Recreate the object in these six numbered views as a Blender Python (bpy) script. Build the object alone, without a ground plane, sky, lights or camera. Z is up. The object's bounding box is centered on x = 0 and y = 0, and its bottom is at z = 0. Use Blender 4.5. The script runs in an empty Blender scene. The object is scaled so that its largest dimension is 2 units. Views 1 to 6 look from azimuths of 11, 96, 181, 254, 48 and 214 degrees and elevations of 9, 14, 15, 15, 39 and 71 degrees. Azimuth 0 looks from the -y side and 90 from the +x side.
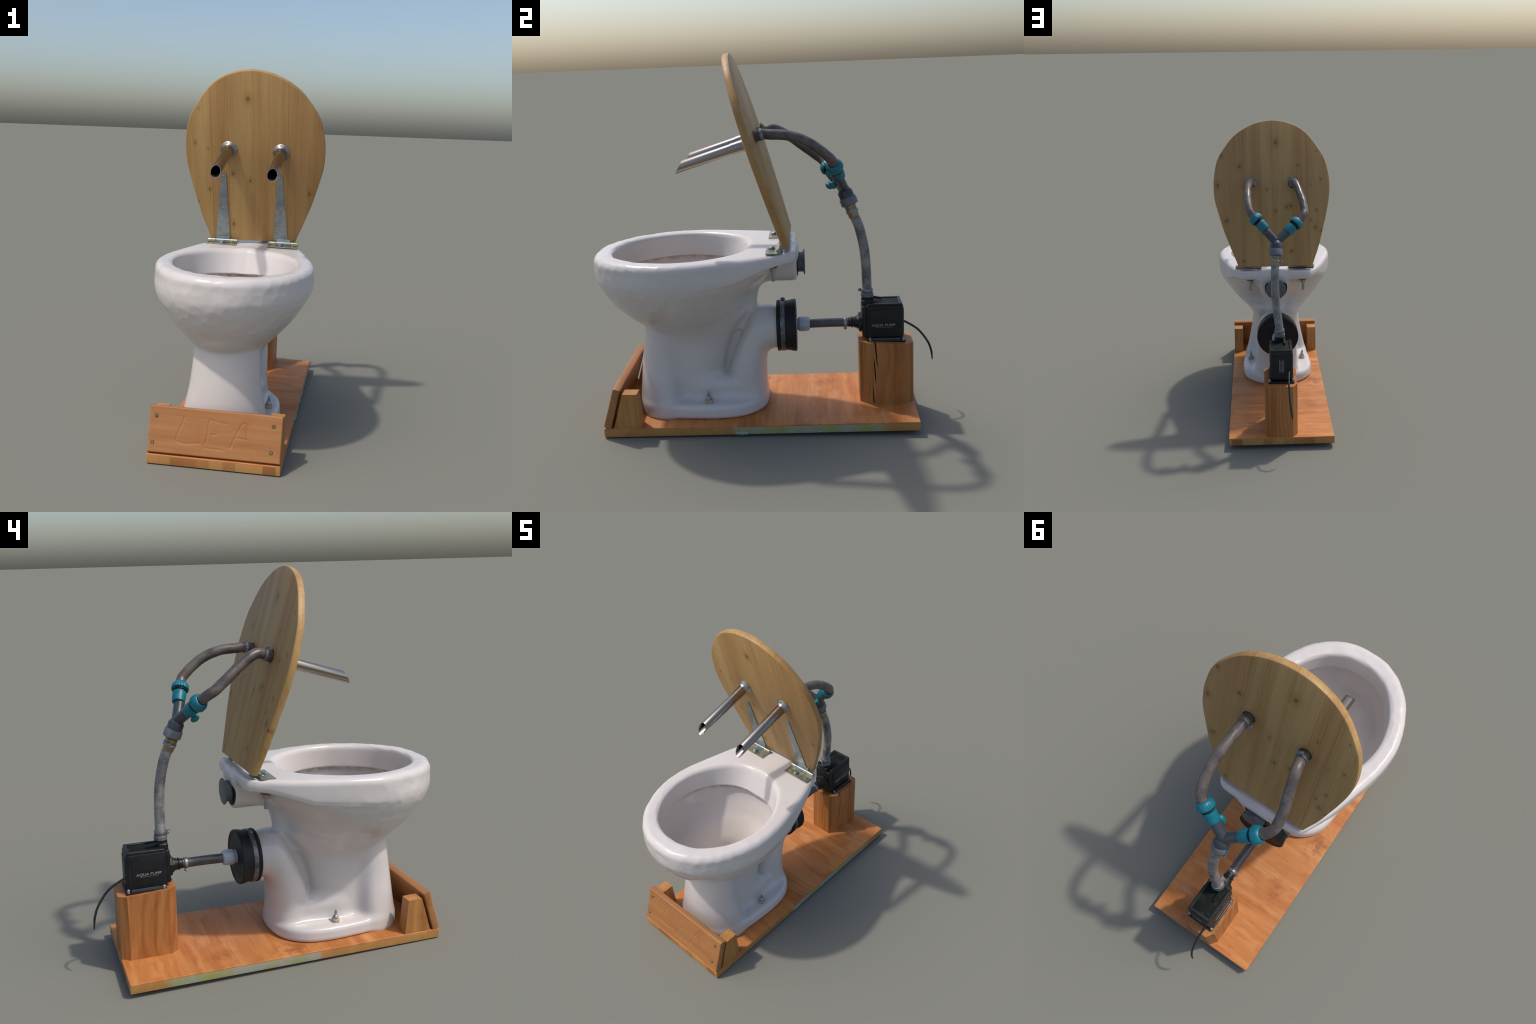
# A toilet turned into a fountain: porcelain bowl on a wooden board, a pump on a
# post, hoses, and a wooden lid that carries two steel spouts.
import bpy, bmesh, math, random
import numpy as np
from mathutils import Vector, Matrix

random.seed(7)
rng = np.random.default_rng(7)

# --------------------------------------------------------------------------
#  basic helpers
# --------------------------------------------------------------------------
root = bpy.data.objects.new("toilet_fountain", None)
bpy.context.scene.collection.objects.link(root)
root.location = (-0.0255, -0.0355, 0.018)
root.rotation_mode = 'XYZ'
root.rotation_euler = (math.radians(0.75), 0, math.radians(2.9))
root["label"] = "white porcelain toilet fountain on wooden board with pump and hoses"
root["category"] = "fountain"


def link(name, mesh, mat=None, parent=root, loc=(0, 0, 0), rot=None):
    ob = bpy.data.objects.new(name, mesh)
    bpy.context.scene.collection.objects.link(ob)
    ob.parent = parent
    ob.location = loc
    if rot is not None:
        ob.rotation_euler = rot
    if mat is not None and not mesh.materials:
        mesh.materials.append(mat)
    return ob


def bm_to_mesh(bm, name, smooth_angle=35):
    bmesh.ops.recalc_face_normals(bm, faces=bm.faces)
    me = bpy.data.meshes.new(name)
    bm.to_mesh(me)
    bm.free()
    shade(me, smooth_angle)
    return me


def shade(me, angle=35):
    """smooth shading with creases sharper than the angle kept hard"""
    n = len(me.polygons)
    if n == 0:
        return
    me.polygons.foreach_set("use_smooth", np.ones(n, dtype=bool))
    if angle < 179:
        me.set_sharp_from_angle(angle=math.radians(angle))
    me.update()


def bevel_all(bm, width, segs=2, min_angle=25):
    edges = [e for e in bm.edges if len(e.link_faces) == 2 and
             e.calc_face_angle(0) > math.radians(min_angle)]
    if edges:
        bmesh.ops.bevel(bm, geom=edges, offset=width, segments=segs,
                        profile=0.6, affect='EDGES', clamp_overlap=True)


def prism(name, pts, z0, z1, bevel=0.0, segs=2, top=None):
    """extrude a polygon (x, y) from z0 to z1; top may give a z per point"""
    bm = bmesh.new()
    lo = [bm.verts.new((p[0], p[1], z0)) for p in pts]
    hi = [bm.verts.new((p[0], p[1], (top(p[0], p[1]) if top else z1))) for p in pts]
    bm.faces.new(lo[::-1])
    bm.faces.new(hi)
    n = len(pts)
    for i in range(n):
        j = (i + 1) % n
        bm.faces.new((lo[i], lo[j], hi[j], hi[i]))
    if bevel:
        bevel_all(bm, bevel, segs)
    return bm_to_mesh(bm, name)


def box_bm(c, s):
    bm = bmesh.new()
    bmesh.ops.create_cube(bm, size=1.0)
    for v in bm.verts:
        v.co = Vector((c[0] + v.co.x * s[0], c[1] + v.co.y * s[1], c[2] + v.co.z * s[2]))
    return bm


def box(name, c, s, bevel=0.004, segs=2):
    bm = box_bm(c, s)
    if bevel:
        bevel_all(bm, bevel, segs)
    return bm_to_mesh(bm, name)


def axis_matrix(origin, axis, up=(0, 0, 1)):
    a = Vector(axis).normalized()
    u = Vector(up)
    if abs(a.dot(u)) > 0.95:
        u = Vector((0, 1, 0))
    x = u.cross(a).normalized()
    y = a.cross(x).normalized()
    m = Matrix((x, y, a)).transposed().to_4x4()
    m.translation = Vector(origin)
    return m


def lathe_into(bm, profile, origin=(0, 0, 0), axis=(0, 0, 1), seg=32, closed=False,
               ribs=0, rib_amp=0.0, rib_range=None, squash=None):
    """revolve (radius, height) pairs about an axis; ribs flute part of it"""
    m = axis_matrix(origin, axis)
    rings = []
    for (r, h) in profile:
        ring = []
        for i in range(seg):
            a = 2 * math.pi * i / seg
            rr = r
            if ribs and (rib_range is None or rib_range[0] <= h <= rib_range[1]):
                rr = r + rib_amp * (1 if (math.cos(ribs * a) > 0) else -1)
            p = Vector((rr * math.cos(a), rr * math.sin(a), h))
            if squash:
                p.x *= squash[0]; p.y *= squash[1]
            ring.append(bm.verts.new(m @ p))
        rings.append(ring)
    for a, b in zip(rings[:-1], rings[1:]):
        for i in range(seg):
            j = (i + 1) % seg
            bm.faces.new((a[i], a[j], b[j], b[i]))
    if closed:
        a, b = rings[-1], rings[0]
        for i in range(seg):
            j = (i + 1) % seg
            bm.faces.new((a[i], a[j], b[j], b[i]))
    else:
        bm.faces.new(rings[0][::-1])
        bm.faces.new(rings[-1])
    return bm


def lathe(name, profile, origin=(0, 0, 0), axis=(0, 0, 1), seg=32, angle=35, **kw):
    bm = bmesh.new()
    lathe_into(bm, profile, origin, axis, seg, **kw)
    return bm_to_mesh(bm, name, angle)


def spline(ctrl, n):
    """Catmull-Rom through control points, n samples, roughly even"""
    P = [np.array(c, float) for c in ctrl]
    P = [2 * P[0] - P[1]] + P + [2 * P[-1] - P[-2]]
    out = []
    per = 24
    for i in range(1, len(P) - 2):
        p0, p1, p2, p3 = P[i - 1:i + 3]
        for t in np.linspace(0, 1, per, endpoint=False):
            out.append(0.5 * ((2 * p1) + (-p0 + p2) * t + (2 * p0 - 5 * p1 + 4 * p2 - p3) * t * t
                              + (-p0 + 3 * p1 - 3 * p2 + p3) * t ** 3))
    out.append(P[-2])
    out = np.array(out)
    d = np.r_[0, np.cumsum(np.linalg.norm(np.diff(out, axis=0), axis=1))]
    s = np.linspace(0, d[-1], n)
    return np.stack([np.interp(s, d, out[:, k]) for k in range(out.shape[1])], axis=1)


def tube(name, ctrl, radius, n=60, seg=24, radius_fn=None, lump=0.0, angle=60):
    """sweep a circle along a spline with parallel transported frames"""
    pts = spline(ctrl, n)
    bm = bmesh.new()
    tang = np.gradient(pts, axis=0)
    tang /= np.linalg.norm(tang, axis=1)[:, None]
    nrm = np.cross(tang[0], [0.3, 0.5, 0.81])
    nrm /= np.linalg.norm(nrm)
    rings = []
    ph = rng.uniform(0, 6, 4)
    for k in range(n):
        t = tang[k]
        nrm = nrm - t * (nrm @ t)
        nrm /= np.linalg.norm(nrm)
        b = np.cross(t, nrm)
        ring = []
        for i in range(seg):
            a = 2 * math.pi * i / seg
            r = radius if radius_fn is None else radius_fn(k / (n - 1))
            if lump:
                r *= 1 + lump * (math.sin(k * 0.33 + ph[0] + 2 * math.sin(a + ph[1])) * 0.6
                                 + math.sin(k * 0.71 + ph[2] + 3 * a) * 0.4)
            ring.append(bm.verts.new(pts[k] + r * (math.cos(a) * nrm + math.sin(a) * b)))
        rings.append(ring)
    for a, b in zip(rings[:-1], rings[1:]):
        for i in range(seg):
            j = (i + 1) % seg
            bm.faces.new((a[i], a[j], b[j], b[i]))
    bm.faces.new(rings[0][::-1])
    bm.faces.new(rings[-1])
    return bm_to_mesh(bm, name, angle)


# --------------------------------------------------------------------------
#  material helpers
# --------------------------------------------------------------------------
class Nodes:
    def __init__(self, name):
        self.mat = bpy.data.materials.new(name)
        self.mat.use_nodes = True
        self.t = self.mat.node_tree
        self.bsdf = next(n for n in self.t.nodes if n.type == 'BSDF_PRINCIPLED')
        self.tc = self.t.nodes.new("ShaderNodeTexCoord")
        self.obj = self.tc.outputs["Object"]

    def put(self, sock, val):
        if isinstance(val, bpy.types.NodeSocket):
            self.t.links.new(val, sock)
        elif isinstance(val, (tuple, list)) and len(val) == 3 and sock.type == 'RGBA':
            sock.default_value = (*val, 1.0)
        else:
            sock.default_value = val

    def math(self, op, a, b=None, clamp=False):
        n = self.t.nodes.new("ShaderNodeMath")
        n.operation = op
        n.use_clamp = clamp
        self.put(n.inputs[0], a)
        if b is not None:
            self.put(n.inputs[1], b)
        return n.outputs[0]

    def add(self, a, b): return self.math('ADD', a, b)
    def sub(self, a, b): return self.math('SUBTRACT', a, b)
    def mul(self, a, b): return self.math('MULTIPLY', a, b)

    def xyz(self, v=None):
        n = self.t.nodes.new("ShaderNodeSeparateXYZ")
        self.put(n.inputs[0], v or self.obj)
        return n.outputs[0], n.outputs[1], n.outputs[2]

    def combine(self, x, y, z):
        n = self.t.nodes.new("ShaderNodeCombineXYZ")
        for s, v in zip(n.inputs, (x, y, z)):
            self.put(s, v)
        return n.outputs[0]

    def mapping(self, scale=(1, 1, 1), loc=(0, 0, 0), rot=(0, 0, 0), vec=None):
        n = self.t.nodes.new("ShaderNodeMapping")
        self.put(n.inputs[0], vec or self.obj)
        n.inputs[1].default_value = loc
        n.inputs[2].default_value = rot
        n.inputs[3].default_value = scale
        return n.outputs[0]

    def noise(self, vec, scale, detail=3, rough=0.55, dist=0.0):
        n = self.t.nodes.new("ShaderNodeTexNoise")
        self.put(n.inputs["Vector"], vec)
        n.inputs["Scale"].default_value = scale
        n.inputs["Detail"].default_value = detail
        n.inputs["Roughness"].default_value = rough
        n.inputs["Distortion"].default_value = dist
        return n.outputs[0]

    def voronoi(self, vec, scale, out="Distance", feature='F1'):
        n = self.t.nodes.new("ShaderNodeTexVoronoi")
        n.feature = feature
        self.put(n.inputs["Vector"], vec)
        n.inputs["Scale"].default_value = scale
        return n.outputs[out]

    def smooth(self, v, lo, hi, a=0.0, b=1.0):
        n = self.t.nodes.new("ShaderNodeMapRange")
        n.interpolation_type = 'SMOOTHSTEP'
        self.put(n.inputs[0], v)
        n.inputs[1].default_value = lo
        n.inputs[2].default_value = hi
        n.inputs[3].default_value = a
        n.inputs[4].default_value = b
        return n.outputs[0]

    def mix(self, fac, a, b, mode='MIX'):
        n = self.t.nodes.new("ShaderNodeMix")
        n.data_type = 'RGBA'
        n.blend_type = mode
        self.put(n.inputs[0], fac)
        self.put(n.inputs[6], a)
        self.put(n.inputs[7], b)
        return n.outputs[2]

    def ramp(self, fac, stops):
        n = self.t.nodes.new("ShaderNodeValToRGB")
        self.put(n.inputs[0], fac)
        e = n.color_ramp.elements
        e[0].position, e[0].color = stops[0][0], (*stops[0][1], 1)
        e[1].position, e[1].color = stops[-1][0], (*stops[-1][1], 1)
        for p, c in stops[1:-1]:
            k = e.new(p)
            k.color = (*c, 1)
        return n.outputs[0]

    def bump(self, height, strength=0.2, dist=0.002):
        n = self.t.nodes.new("ShaderNodeBump")
        n.inputs["Strength"].default_value = strength
        n.inputs["Distance"].default_value = dist
        self.put(n.inputs["Height"], height)
        self.t.links.new(n.outputs[0], self.bsdf.inputs["Normal"])

    def done(self, color, rough=0.5, metal=0.0, spec=0.5, coat=0.0):
        self.put(self.bsdf.inputs["Base Color"], color)
        self.put(self.bsdf.inputs["Roughness"], rough)
        self.put(self.bsdf.inputs["Metallic"], metal)
        self.bsdf.inputs["Specular IOR Level"].default_value = spec
        if coat:
            self.bsdf.inputs["Coat Weight"].default_value = coat
            self.bsdf.inputs["Coat Roughness"].default_value = 0.15
        return self.mat


def gamma(c):
    """8-bit sRGB triple to linear"""
    return tuple(((v / 255 + 0.055) / 1.055) ** 2.4 if v > 10 else v / 255 / 12.92 for v in c)


def plain(name, col, rough=0.5, metal=0.0, vary=0.12, scale=30, spec=0.5, bump=0.0):
    m = Nodes(name)
    n = m.noise(m.obj, scale, 4, 0.6)
    c = m.mix(m.smooth(n, 0.3, 0.7), tuple(v * (1 - vary) for v in col), tuple(min(1, v * (1 + vary)) for v in col))
    if bump:
        m.bump(n, bump, 0.002)
    return m.done(c, m.smooth(n, 0.3, 0.7, rough * 0.85, min(1, rough * 1.15)), metal, spec)


def knot_distance(m, u, v, knots, stretch=0.75):
    """smallest distance to a knot, in units of the knot's radius"""
    best = None
    for (ku, kv, kr) in knots:
        du = m.math('DIVIDE', m.sub(u, ku), kr)
        dv = m.math('DIVIDE', m.sub(v, kv), kr / stretch)
        d = m.math('SQRT', m.add(m.mul(du, du), m.mul(dv, dv)))
        best = d if best is None else m.math('MINIMUM', best, d)
    return best


def wood(name, light, dark, grain='Z', freq=150, streak=60, knots=(), back_knots=(), planks=(),
         tints=(), rough=0.5, dirt=None, contrast=1.0, extra=None, phase=0.0, line=0.10, wave=12.0):
    """sawn softwood: growth lines along one axis, fine fibre streaks, planks, knots"""
    m = Nodes(name)
    x, y, z = m.xyz()
    if grain == 'Z':
        a, b, l = x, y, z
    elif grain == 'X':
        a, b, l = y, z, x
    else:
        a, b, l = x, z, y
    if phase:
        l = m.add(l, phase)
    # slow wander of the growth lines
    wander = m.noise(m.combine(m.mul(a, 3.0), m.mul(b, 3.0), m.mul(l, 1.1)), 1.6, 2)
    fine = m.noise(m.combine(m.mul(a, streak * 3.2), m.mul(b, streak * 3.2), m.mul(l, 4.0)), 1.0, 4, 0.65)
    broad = m.noise(m.combine(m.mul(a, 16.0), m.mul(b, 16.0), m.mul(l, 1.0)), 1.0, 3)
    lines = m.math('SINE', m.add(m.mul(m.add(a, m.mul(b, 0.35)), freq), m.mul(wander, wave)))
    lines = m.smooth(lines, -0.6, 1.0)
    f = m.add(m.mul(m.sub(lines, 0.5), line * contrast), m.add(m.mul(m.sub(fine, 0.5), 0.5 * contrast), m.mul(m.sub(broad, 0.5), 0.9)))
    f = m.smooth(f, -0.32, 0.36)
    col = m.mix(f, light, dark)
    # planks: a tint for each strip between seams
    if planks:
        tint = None
        for k, seam in enumerate(planks):
            step = m.math('GREATER_THAN', m.add(a, m.mul(m.sub(wander, 0.5), 0.004)), seam)
            base = tints[k] if tint is None else tint
            tint = m.mix(step, base, tints[k + 1])
        col = m.mix(1.0, col, tint, 'MULTIPLY')
        for seam in planks:
            dd = m.math('ABSOLUTE', m.sub(a, seam))
            col = m.mix(m.smooth(dd, 0.0006, 0.0022, 0.4, 0.0), col, tuple(c * 0.45 for c in dark))
    for kn, side in ((knots, None), (back_knots, 'back')):
        if not kn:
            continue
        wob = m.mul(m.sub(m.noise(m.obj, 40, 2), 0.5), 0.012)
        d = knot_distance(m, m.add(a, wob), m.add(l, wob), kn)
        if side:
            d = m.add(d, m.mul(m.math('LESS_THAN', b, 0.0), 50.0))
        halo = m.smooth(d, 1.1, 3.4, 0.35, 0.0)
        col = m.mix(halo, col, tuple(c * 0.75 for c in dark))
        heart = m.ramp(m.math('MULTIPLY', d, 0.5, True),
                       [(0.0, gamma((96, 52, 22))), (0.3, gamma((128, 72, 34))), (0.5, gamma((150, 96, 50)))])
        col = m.mix(m.smooth(d, 0.55, 1.25, 0.7, 0.0), col, heart)
    if dirt:
        n1 = m.noise(m.mapping((1, 1, 1), (3.1, 1.7, 0.4)), dirt[1], 5, 0.6)
        col = m.mix(m.smooth(n1, 0.5, 0.75, 0.0, dirt[2]), col, dirt[0])
    if extra:
        col = extra(m, col, x, y, z)
    m.bump(fine, 0.25, 0.0015)
    return m.done(col, rough, 0.0, 0.35)


# --------------------------------------------------------------------------
#  materials
# --------------------------------------------------------------------------
def porcelain():
    m = Nodes("glazed_porcelain")
    n = m.noise(m.obj, 3.0, 3)
    col = m.mix(m.smooth(n, 0.3, 0.7), (0.60, 0.552, 0.52), (0.64, 0.592, 0.56))
    # brown limescale where the flush water runs under the rim
    x, y, z = m.xyz()
    inside = m.mul(m.smooth(z, 0.795, 0.826), m.smooth(z, 0.834, 0.829))
    dd = m.math('SQRT', m.add(m.mul(x, x), m.mul(m.add(y, 0.42), m.add(y, 0.42))))
    inside = m.mul(inside, m.smooth(dd, 0.40, 0.385))
    inside = m.mul(inside, m.math('LESS_THAN', m.math('ABSOLUTE', x), 0.36))
    col = m.mix(m.mul(inside, m.smooth(m.noise(m.obj, 22, 3), 0.35, 0.6, 0.1, 0.55)), col, gamma((120, 96, 76)))
    m.bump(m.noise(m.obj, 9.0, 2), 0.05, 0.01)
    return m.done(col, 0.22, 0.0, 0.5)


MAT_PORCELAIN = porcelain()

pine_light, pine_dark = gamma((186, 152, 101)), gamma((154, 119, 71))
LID_KNOTS = [(-0.010, 0.861, 0.014), (0.0, 0.382, 0.009), (-0.105, 0.42, 0.010), (-0.105, 0.105, 0.010),
             (0.345, 0.318, 0.010), (-0.318, 0.60, 0.006), (-0.244, 0.318, 0.007), (-0.317, 0.24, 0.007),
             (-0.29, 0.80, 0.004), (-0.245, 0.566, 0.004)]
LID_BACK_KNOTS = [(0.245, 0.696, 0.012), (-0.158, 0.698, 0.007), (0.399, 0.567, 0.012), (0.371, 0.775, 0.010),
                  (-0.284, 0.386, 0.007), (-0.274, 0.266, 0.010), (0.057, 0.534, 0.006), (0.227, 0.037, 0.008),
                  (0.332, 0.326, 0.007), (-0.076, 0.411, 0.009)]
MAT_LID = wood("pine_lid_wood", pine_light, pine_dark, 'Z', 420, 34, LID_KNOTS, LID_BACK_KNOTS, contrast=0.65,
               planks=(-0.226, -0.125, 0.020, 0.217),
               tints=((1.0, 0.98, 0.92), (0.95, 0.86, 0.80), (0.98, 0.95, 0.88), (1.0, 0.96, 0.90), (0.92, 0.83, 0.76)))
board_light, board_dark = gamma((198, 132, 74)), gamma((164, 96, 42))


def board_extra(m, col, x, y, z):
    # grey-black scuffs near the post, pale and green paint left on the edges
    k = m.noise(m.mapping((1, 1, 1)), 26, 4, 0.65)
    d = m.math('SQRT', m.add(m.mul(m.sub(x, -0.22), m.sub(x, -0.22)), m.mul(m.sub(y, 0.36), m.sub(y, 0.36))))
    spot = m.mul(m.smooth(d, 0.01, 0.09, 1, 0), m.smooth(k, 0.46, 0.66, 0, 0.7))
    col = m.mix(m.mul(spot, 0.7), col, gamma((84, 66, 46)))
    # brushed stain: dark and pale streaks that follow the grain
    st = m.noise(m.mapping((2.2, 15, 1), (0.7, 0.3, 0)), 1.0, 5, 0.65)
    col = m.mix(m.smooth(st, 0.52, 0.70, 0, 0.65), col, gamma((158, 82, 28)))
    st2 = m.noise(m.mapping((3.0, 11, 1), (5.7, 2.3, 0)), 1.0, 5, 0.6)
    col = m.mix(m.smooth(st2, 0.52, 0.72, 0, 0.55), col, gamma((206, 148, 98)))
    # damp stain beside the foot
    d2 = m.math('SQRT', m.add(m.mul(m.sub(x, -0.27), m.sub(x, -0.27)), m.mul(m.mul(m.sub(y, -0.01), m.sub(y, -0.01)), 0.5)))
    col = m.mix(m.mul(m.smooth(d2, 0.02, 0.11, 1, 0), m.smooth(k, 0.42, 0.62, 0, 0.5)), col, gamma((112, 58, 28)))
    # the cut edges show paler raw wood
    zz = m.math('LESS_THAN', z, 0.0385)
    col = m.mix(m.mul(zz, 0.75), col, m.mix(k, gamma((196, 150, 88)), gamma((150, 108, 58))))
    ps = m.noise(m.mapping((1, 1, 1), (0.3, 0.2, 0)), 9, 3)
    # end grain of the glued strips at both short edges
    ends = m.math('GREATER_THAN', m.math('ABSOLUTE', y), 0.8475)
    wn = m.t.nodes.new("ShaderNodeTexWhiteNoise")
    wn.noise_dimensions = '1D'
    m.put(wn.inputs["W"], m.math('FLOOR', m.mul(m.add(x, m.mul(ps, 0.03)), 15.0)))
    strip = m.ramp(wn.outputs["Value"], [(0.0, gamma((140, 82, 46))), (0.25, gamma((178, 128, 76))), (1.0, gamma((194, 146, 88)))])
    rings = m.smooth(m.math('SINE', m.mul(m.math('SQRT', m.add(m.mul(m.sub(x, 0.1), m.sub(x, 0.1)), m.mul(z, z))), 700.0)), -0.5, 1.0, 0.0, 0.22)
    strip = m.mix(rings, strip, gamma((120, 78, 40)))
    col = m.mix(m.mul(ends, m.mul(zz, 0.7)), col, strip)
    paint = m.mul(zz, m.mul(m.smooth(y, -0.16, -0.13), m.smooth(y, 0.70, 0.62)))
    paint = m.mul(paint, m.smooth(ps, 0.30, 0.38))
    pc = m.mix(m.smooth(m.noise(m.mapping((1, 1, 1)), 6, 2), 0.4, 0.6), gamma((150, 158, 96)), gamma((156, 164, 150)))
    return m.mix(m.mul(paint, 0.8), col, pc)


MAT_BOARD = wood("stained_board_wood", board_light, board_dark, 'X', 60, 26, rough=0.55, contrast=0.6,
                 dirt=(gamma((164, 88, 32)), 7.0, 0.75), extra=board_extra)
MAT_PANEL = wood("stained_panel_wood", gamma((174, 122, 74)), gamma((148, 97, 54)), 'X', 70, 22, rough=0.5, contrast=0.6,
                 dirt=(gamma((150, 88, 46)), 5.0, 0.4), phase=2.3)
MAT_BLOCK = wood("stained_block_wood", gamma((190, 136, 76)), gamma((150, 96, 46)), 'Z', 260, 30, rough=0.5, phase=1.3,
                 dirt=(gamma((140, 70, 24)), 6.0, 0.5))
MAT_POST = wood("beam_wood", gamma((182, 122, 68)), gamma((140, 82, 38)), 'Z', 260, 30, rough=0.5, contrast=1.1, line=0.14, wave=24.0,
                dirt=(gamma((178, 104, 34)), 6.0, 0.5), phase=4.0)
MAT_CRACK = plain("crack_shadow_wood", gamma((60, 34, 16)), 0.9)


def hose_mat(name, base, alt, speck, spots):
    m = Nodes(name)
    n = m.noise(m.mapping((1, 1, 1)), 14, 4, 0.6)
    s = m.noise(m.obj, 120, 3, 0.7)
    col = m.mix(m.smooth(n, 0.35, 0.65), base, alt)
    col = m.mix(m.smooth(s, 0.55, 0.72, 0, 0.35), col, tuple(min(1, c * 2.0) for c in alt))
    if spots:
        v = m.voronoi(m.obj, 55)
        col = m.mix(m.smooth(v, 0.10, 0.18, 0.8, 0.0), col, speck)
    return m.done(col, m.smooth(n, 0.3, 0.7, 0.25, 0.45), 0.0, 0.5)


MAT_HOSE = hose_mat("clear_brown_hose", gamma((76, 68, 64)), gamma((104, 95, 89)), gamma((40, 34, 30)), False)
MAT_HOSE_GREY = hose_mat("clear_grey_hose", gamma((98, 96, 98)), gamma((146, 142, 138)), gamma((44, 40, 38)), True)
MAT_HOSE_DARK = hose_mat("dark_suction_hose", gamma((64, 60, 62)), gamma((84, 78, 80)), gamma((30, 28, 28)), False)
MAT_TEAL = plain("teal_plastic", gamma((0, 108, 124)), 0.42, 0, 0.15, 25)
MAT_PVC = plain("dark_grey_plastic", gamma((58, 64, 70)), 0.3, 0, 0.15, 20)
MAT_NUT = plain("mid_grey_plastic", gamma((104, 104, 110)), 0.45, 0, 0.15, 30)
MAT_PALE = plain("pale_grey_plastic", gamma((172, 176, 182)), 0.4, 0, 0.08, 20)
MAT_RUBBER = plain("black_rubber", gamma((27, 28, 30)), 0.55, 0, 0.2, 20, 0.3)
MAT_PUMP = plain("black_pump_plastic", gamma((24, 25, 27)), 0.45, 0, 0.25, 25, 0.35)
MAT_PUMP_TOP = Nodes("mossy_grille_plastic")
_n = MAT_PUMP_TOP.noise(MAT_PUMP_TOP.obj, 45, 4, 0.6)
MAT_PUMP_TOP = MAT_PUMP_TOP.done(MAT_PUMP_TOP.mix(MAT_PUMP_TOP.smooth(_n, 0.52, 0.66), gamma((14, 15, 15)), gamma((24, 48, 22))), 0.7, 0.0, 0.2)
MAT_CABLE = plain("black_cable_rubber", gamma((30, 30, 32)), 0.4)
_c = Nodes("polished_steel")
MAT_CHROME = _c.done((0.35, 0.305, 0.26), 0.21, 1.0)  # steel tinted dark and warm to carry the brown reflections on the spouts
MAT_ZINC = plain("zinc_plated_steel", (0.27, 0.31, 0.325), 0.42, 0.75, 0.18, 18)
MAT_YELLOW_ZINC = plain("yellow_zinc_steel", (0.36, 0.35, 0.26), 0.36, 0.8, 0.25, 30)
MAT_CLAMP = plain("clamp_steel", (0.27, 0.28, 0.29), 0.45, 0.8, 0.25, 60)
MAT_BRASS = plain("aged_brass", (0.33, 0.24, 0.12), 0.4, 0.8, 0.3, 60)
MAT_SCREW = plain("brass_screw", (0.34, 0.30, 0.17), 0.4, 0.8, 0.25, 90)
MAT_BOLT = plain("dull_bolt_steel", (0.34, 0.36, 0.37), 0.45, 0.7, 0.25, 60)
MAT_WASHER = plain("tan_plastic_washer", gamma((176, 156, 128)), 0.55, 0, 0.15, 40)
MAT_BROWN_WASHER = plain("brown_rubber_washer", gamma((120, 92, 72)), 0.6, 0, 0.2, 40)
MAT_PRINT = plain("silver_print", gamma((150, 152, 156)), 0.5)
MAT_PAINT_DRIP = plain("grey_green_paint", gamma((150, 160, 140)), 0.6)

# --------------------------------------------------------------------------
#  porcelain bowl: one implicit surface, polygonised with surface nets
# --------------------------------------------------------------------------
def outline_sdf(X, Y, half):
    """signed distance to a closed outline mirrored in x; half = (x, y) from front to back"""
    right = spline(half, 90)
    right[:, 0] = np.maximum(right[:, 0], 0)
    left = right[1:-1][::-1] * np.array([-1, 1])
    poly = np.vstack([right, left])
    d2 = np.full(X.shape, 1e9)
    inside = np.zeros(X.shape, bool)
    for i in range(len(poly)):
        ax, ay = poly[i]
        bx, by = poly[(i + 1) % len(poly)]
        ex, ey = bx - ax, by - ay
        px, py = X - ax, Y - ay
        t = np.clip((px * ex + py * ey) / (ex * ex + ey * ey + 1e-12), 0, 1)
        d2 = np.minimum(d2, (px - t * ex) ** 2 + (py - t * ey) ** 2)
        cr = ((ay > Y) != (by > Y))
        with np.errstate(divide='ignore', invalid='ignore'):
            xi = ax + (Y - ay) * ex / (ey if ey != 0 else 1e-12)
        inside ^= cr & (X < xi)
    d = np.sqrt(d2)
    return np.where(inside, -d, d)


def smin(a, b, k):
    h = np.maximum(k - np.abs(a - b), 0) / k
    return np.minimum(a, b) - h * h * k * 0.25


def smax(a, b, k):
    return -smin(-a, -b, k)


def egg(X, Y, w, yf, yb, cy, p=2.0):
    """egg section: widest w at y = cy, from front yf to back yb"""
    r = np.where(Y < cy, cy - yf, yb - cy)
    u, v = np.abs(X / w), np.abs((Y - cy) / r)
    n = (u ** p + v ** p + 1e-9) ** (1.0 / p)
    gu = (u / n) ** (p - 1) / w
    gv = (v / n) ** (p - 1) / r
    return (n - 1) / np.sqrt(gu * gu + gv * gv + 1e-9)


def slab(f, Z, z0, z1, r):
    """section f limited to z0..z1 with edges rounded by r"""
    q0 = f + r
    q1 = np.maximum(z0 - Z, Z - z1) + r
    return np.sqrt(np.maximum(q0, 0) ** 2 + np.maximum(q1, 0) ** 2) + np.minimum(np.maximum(q0, q1), 0) - r


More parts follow.
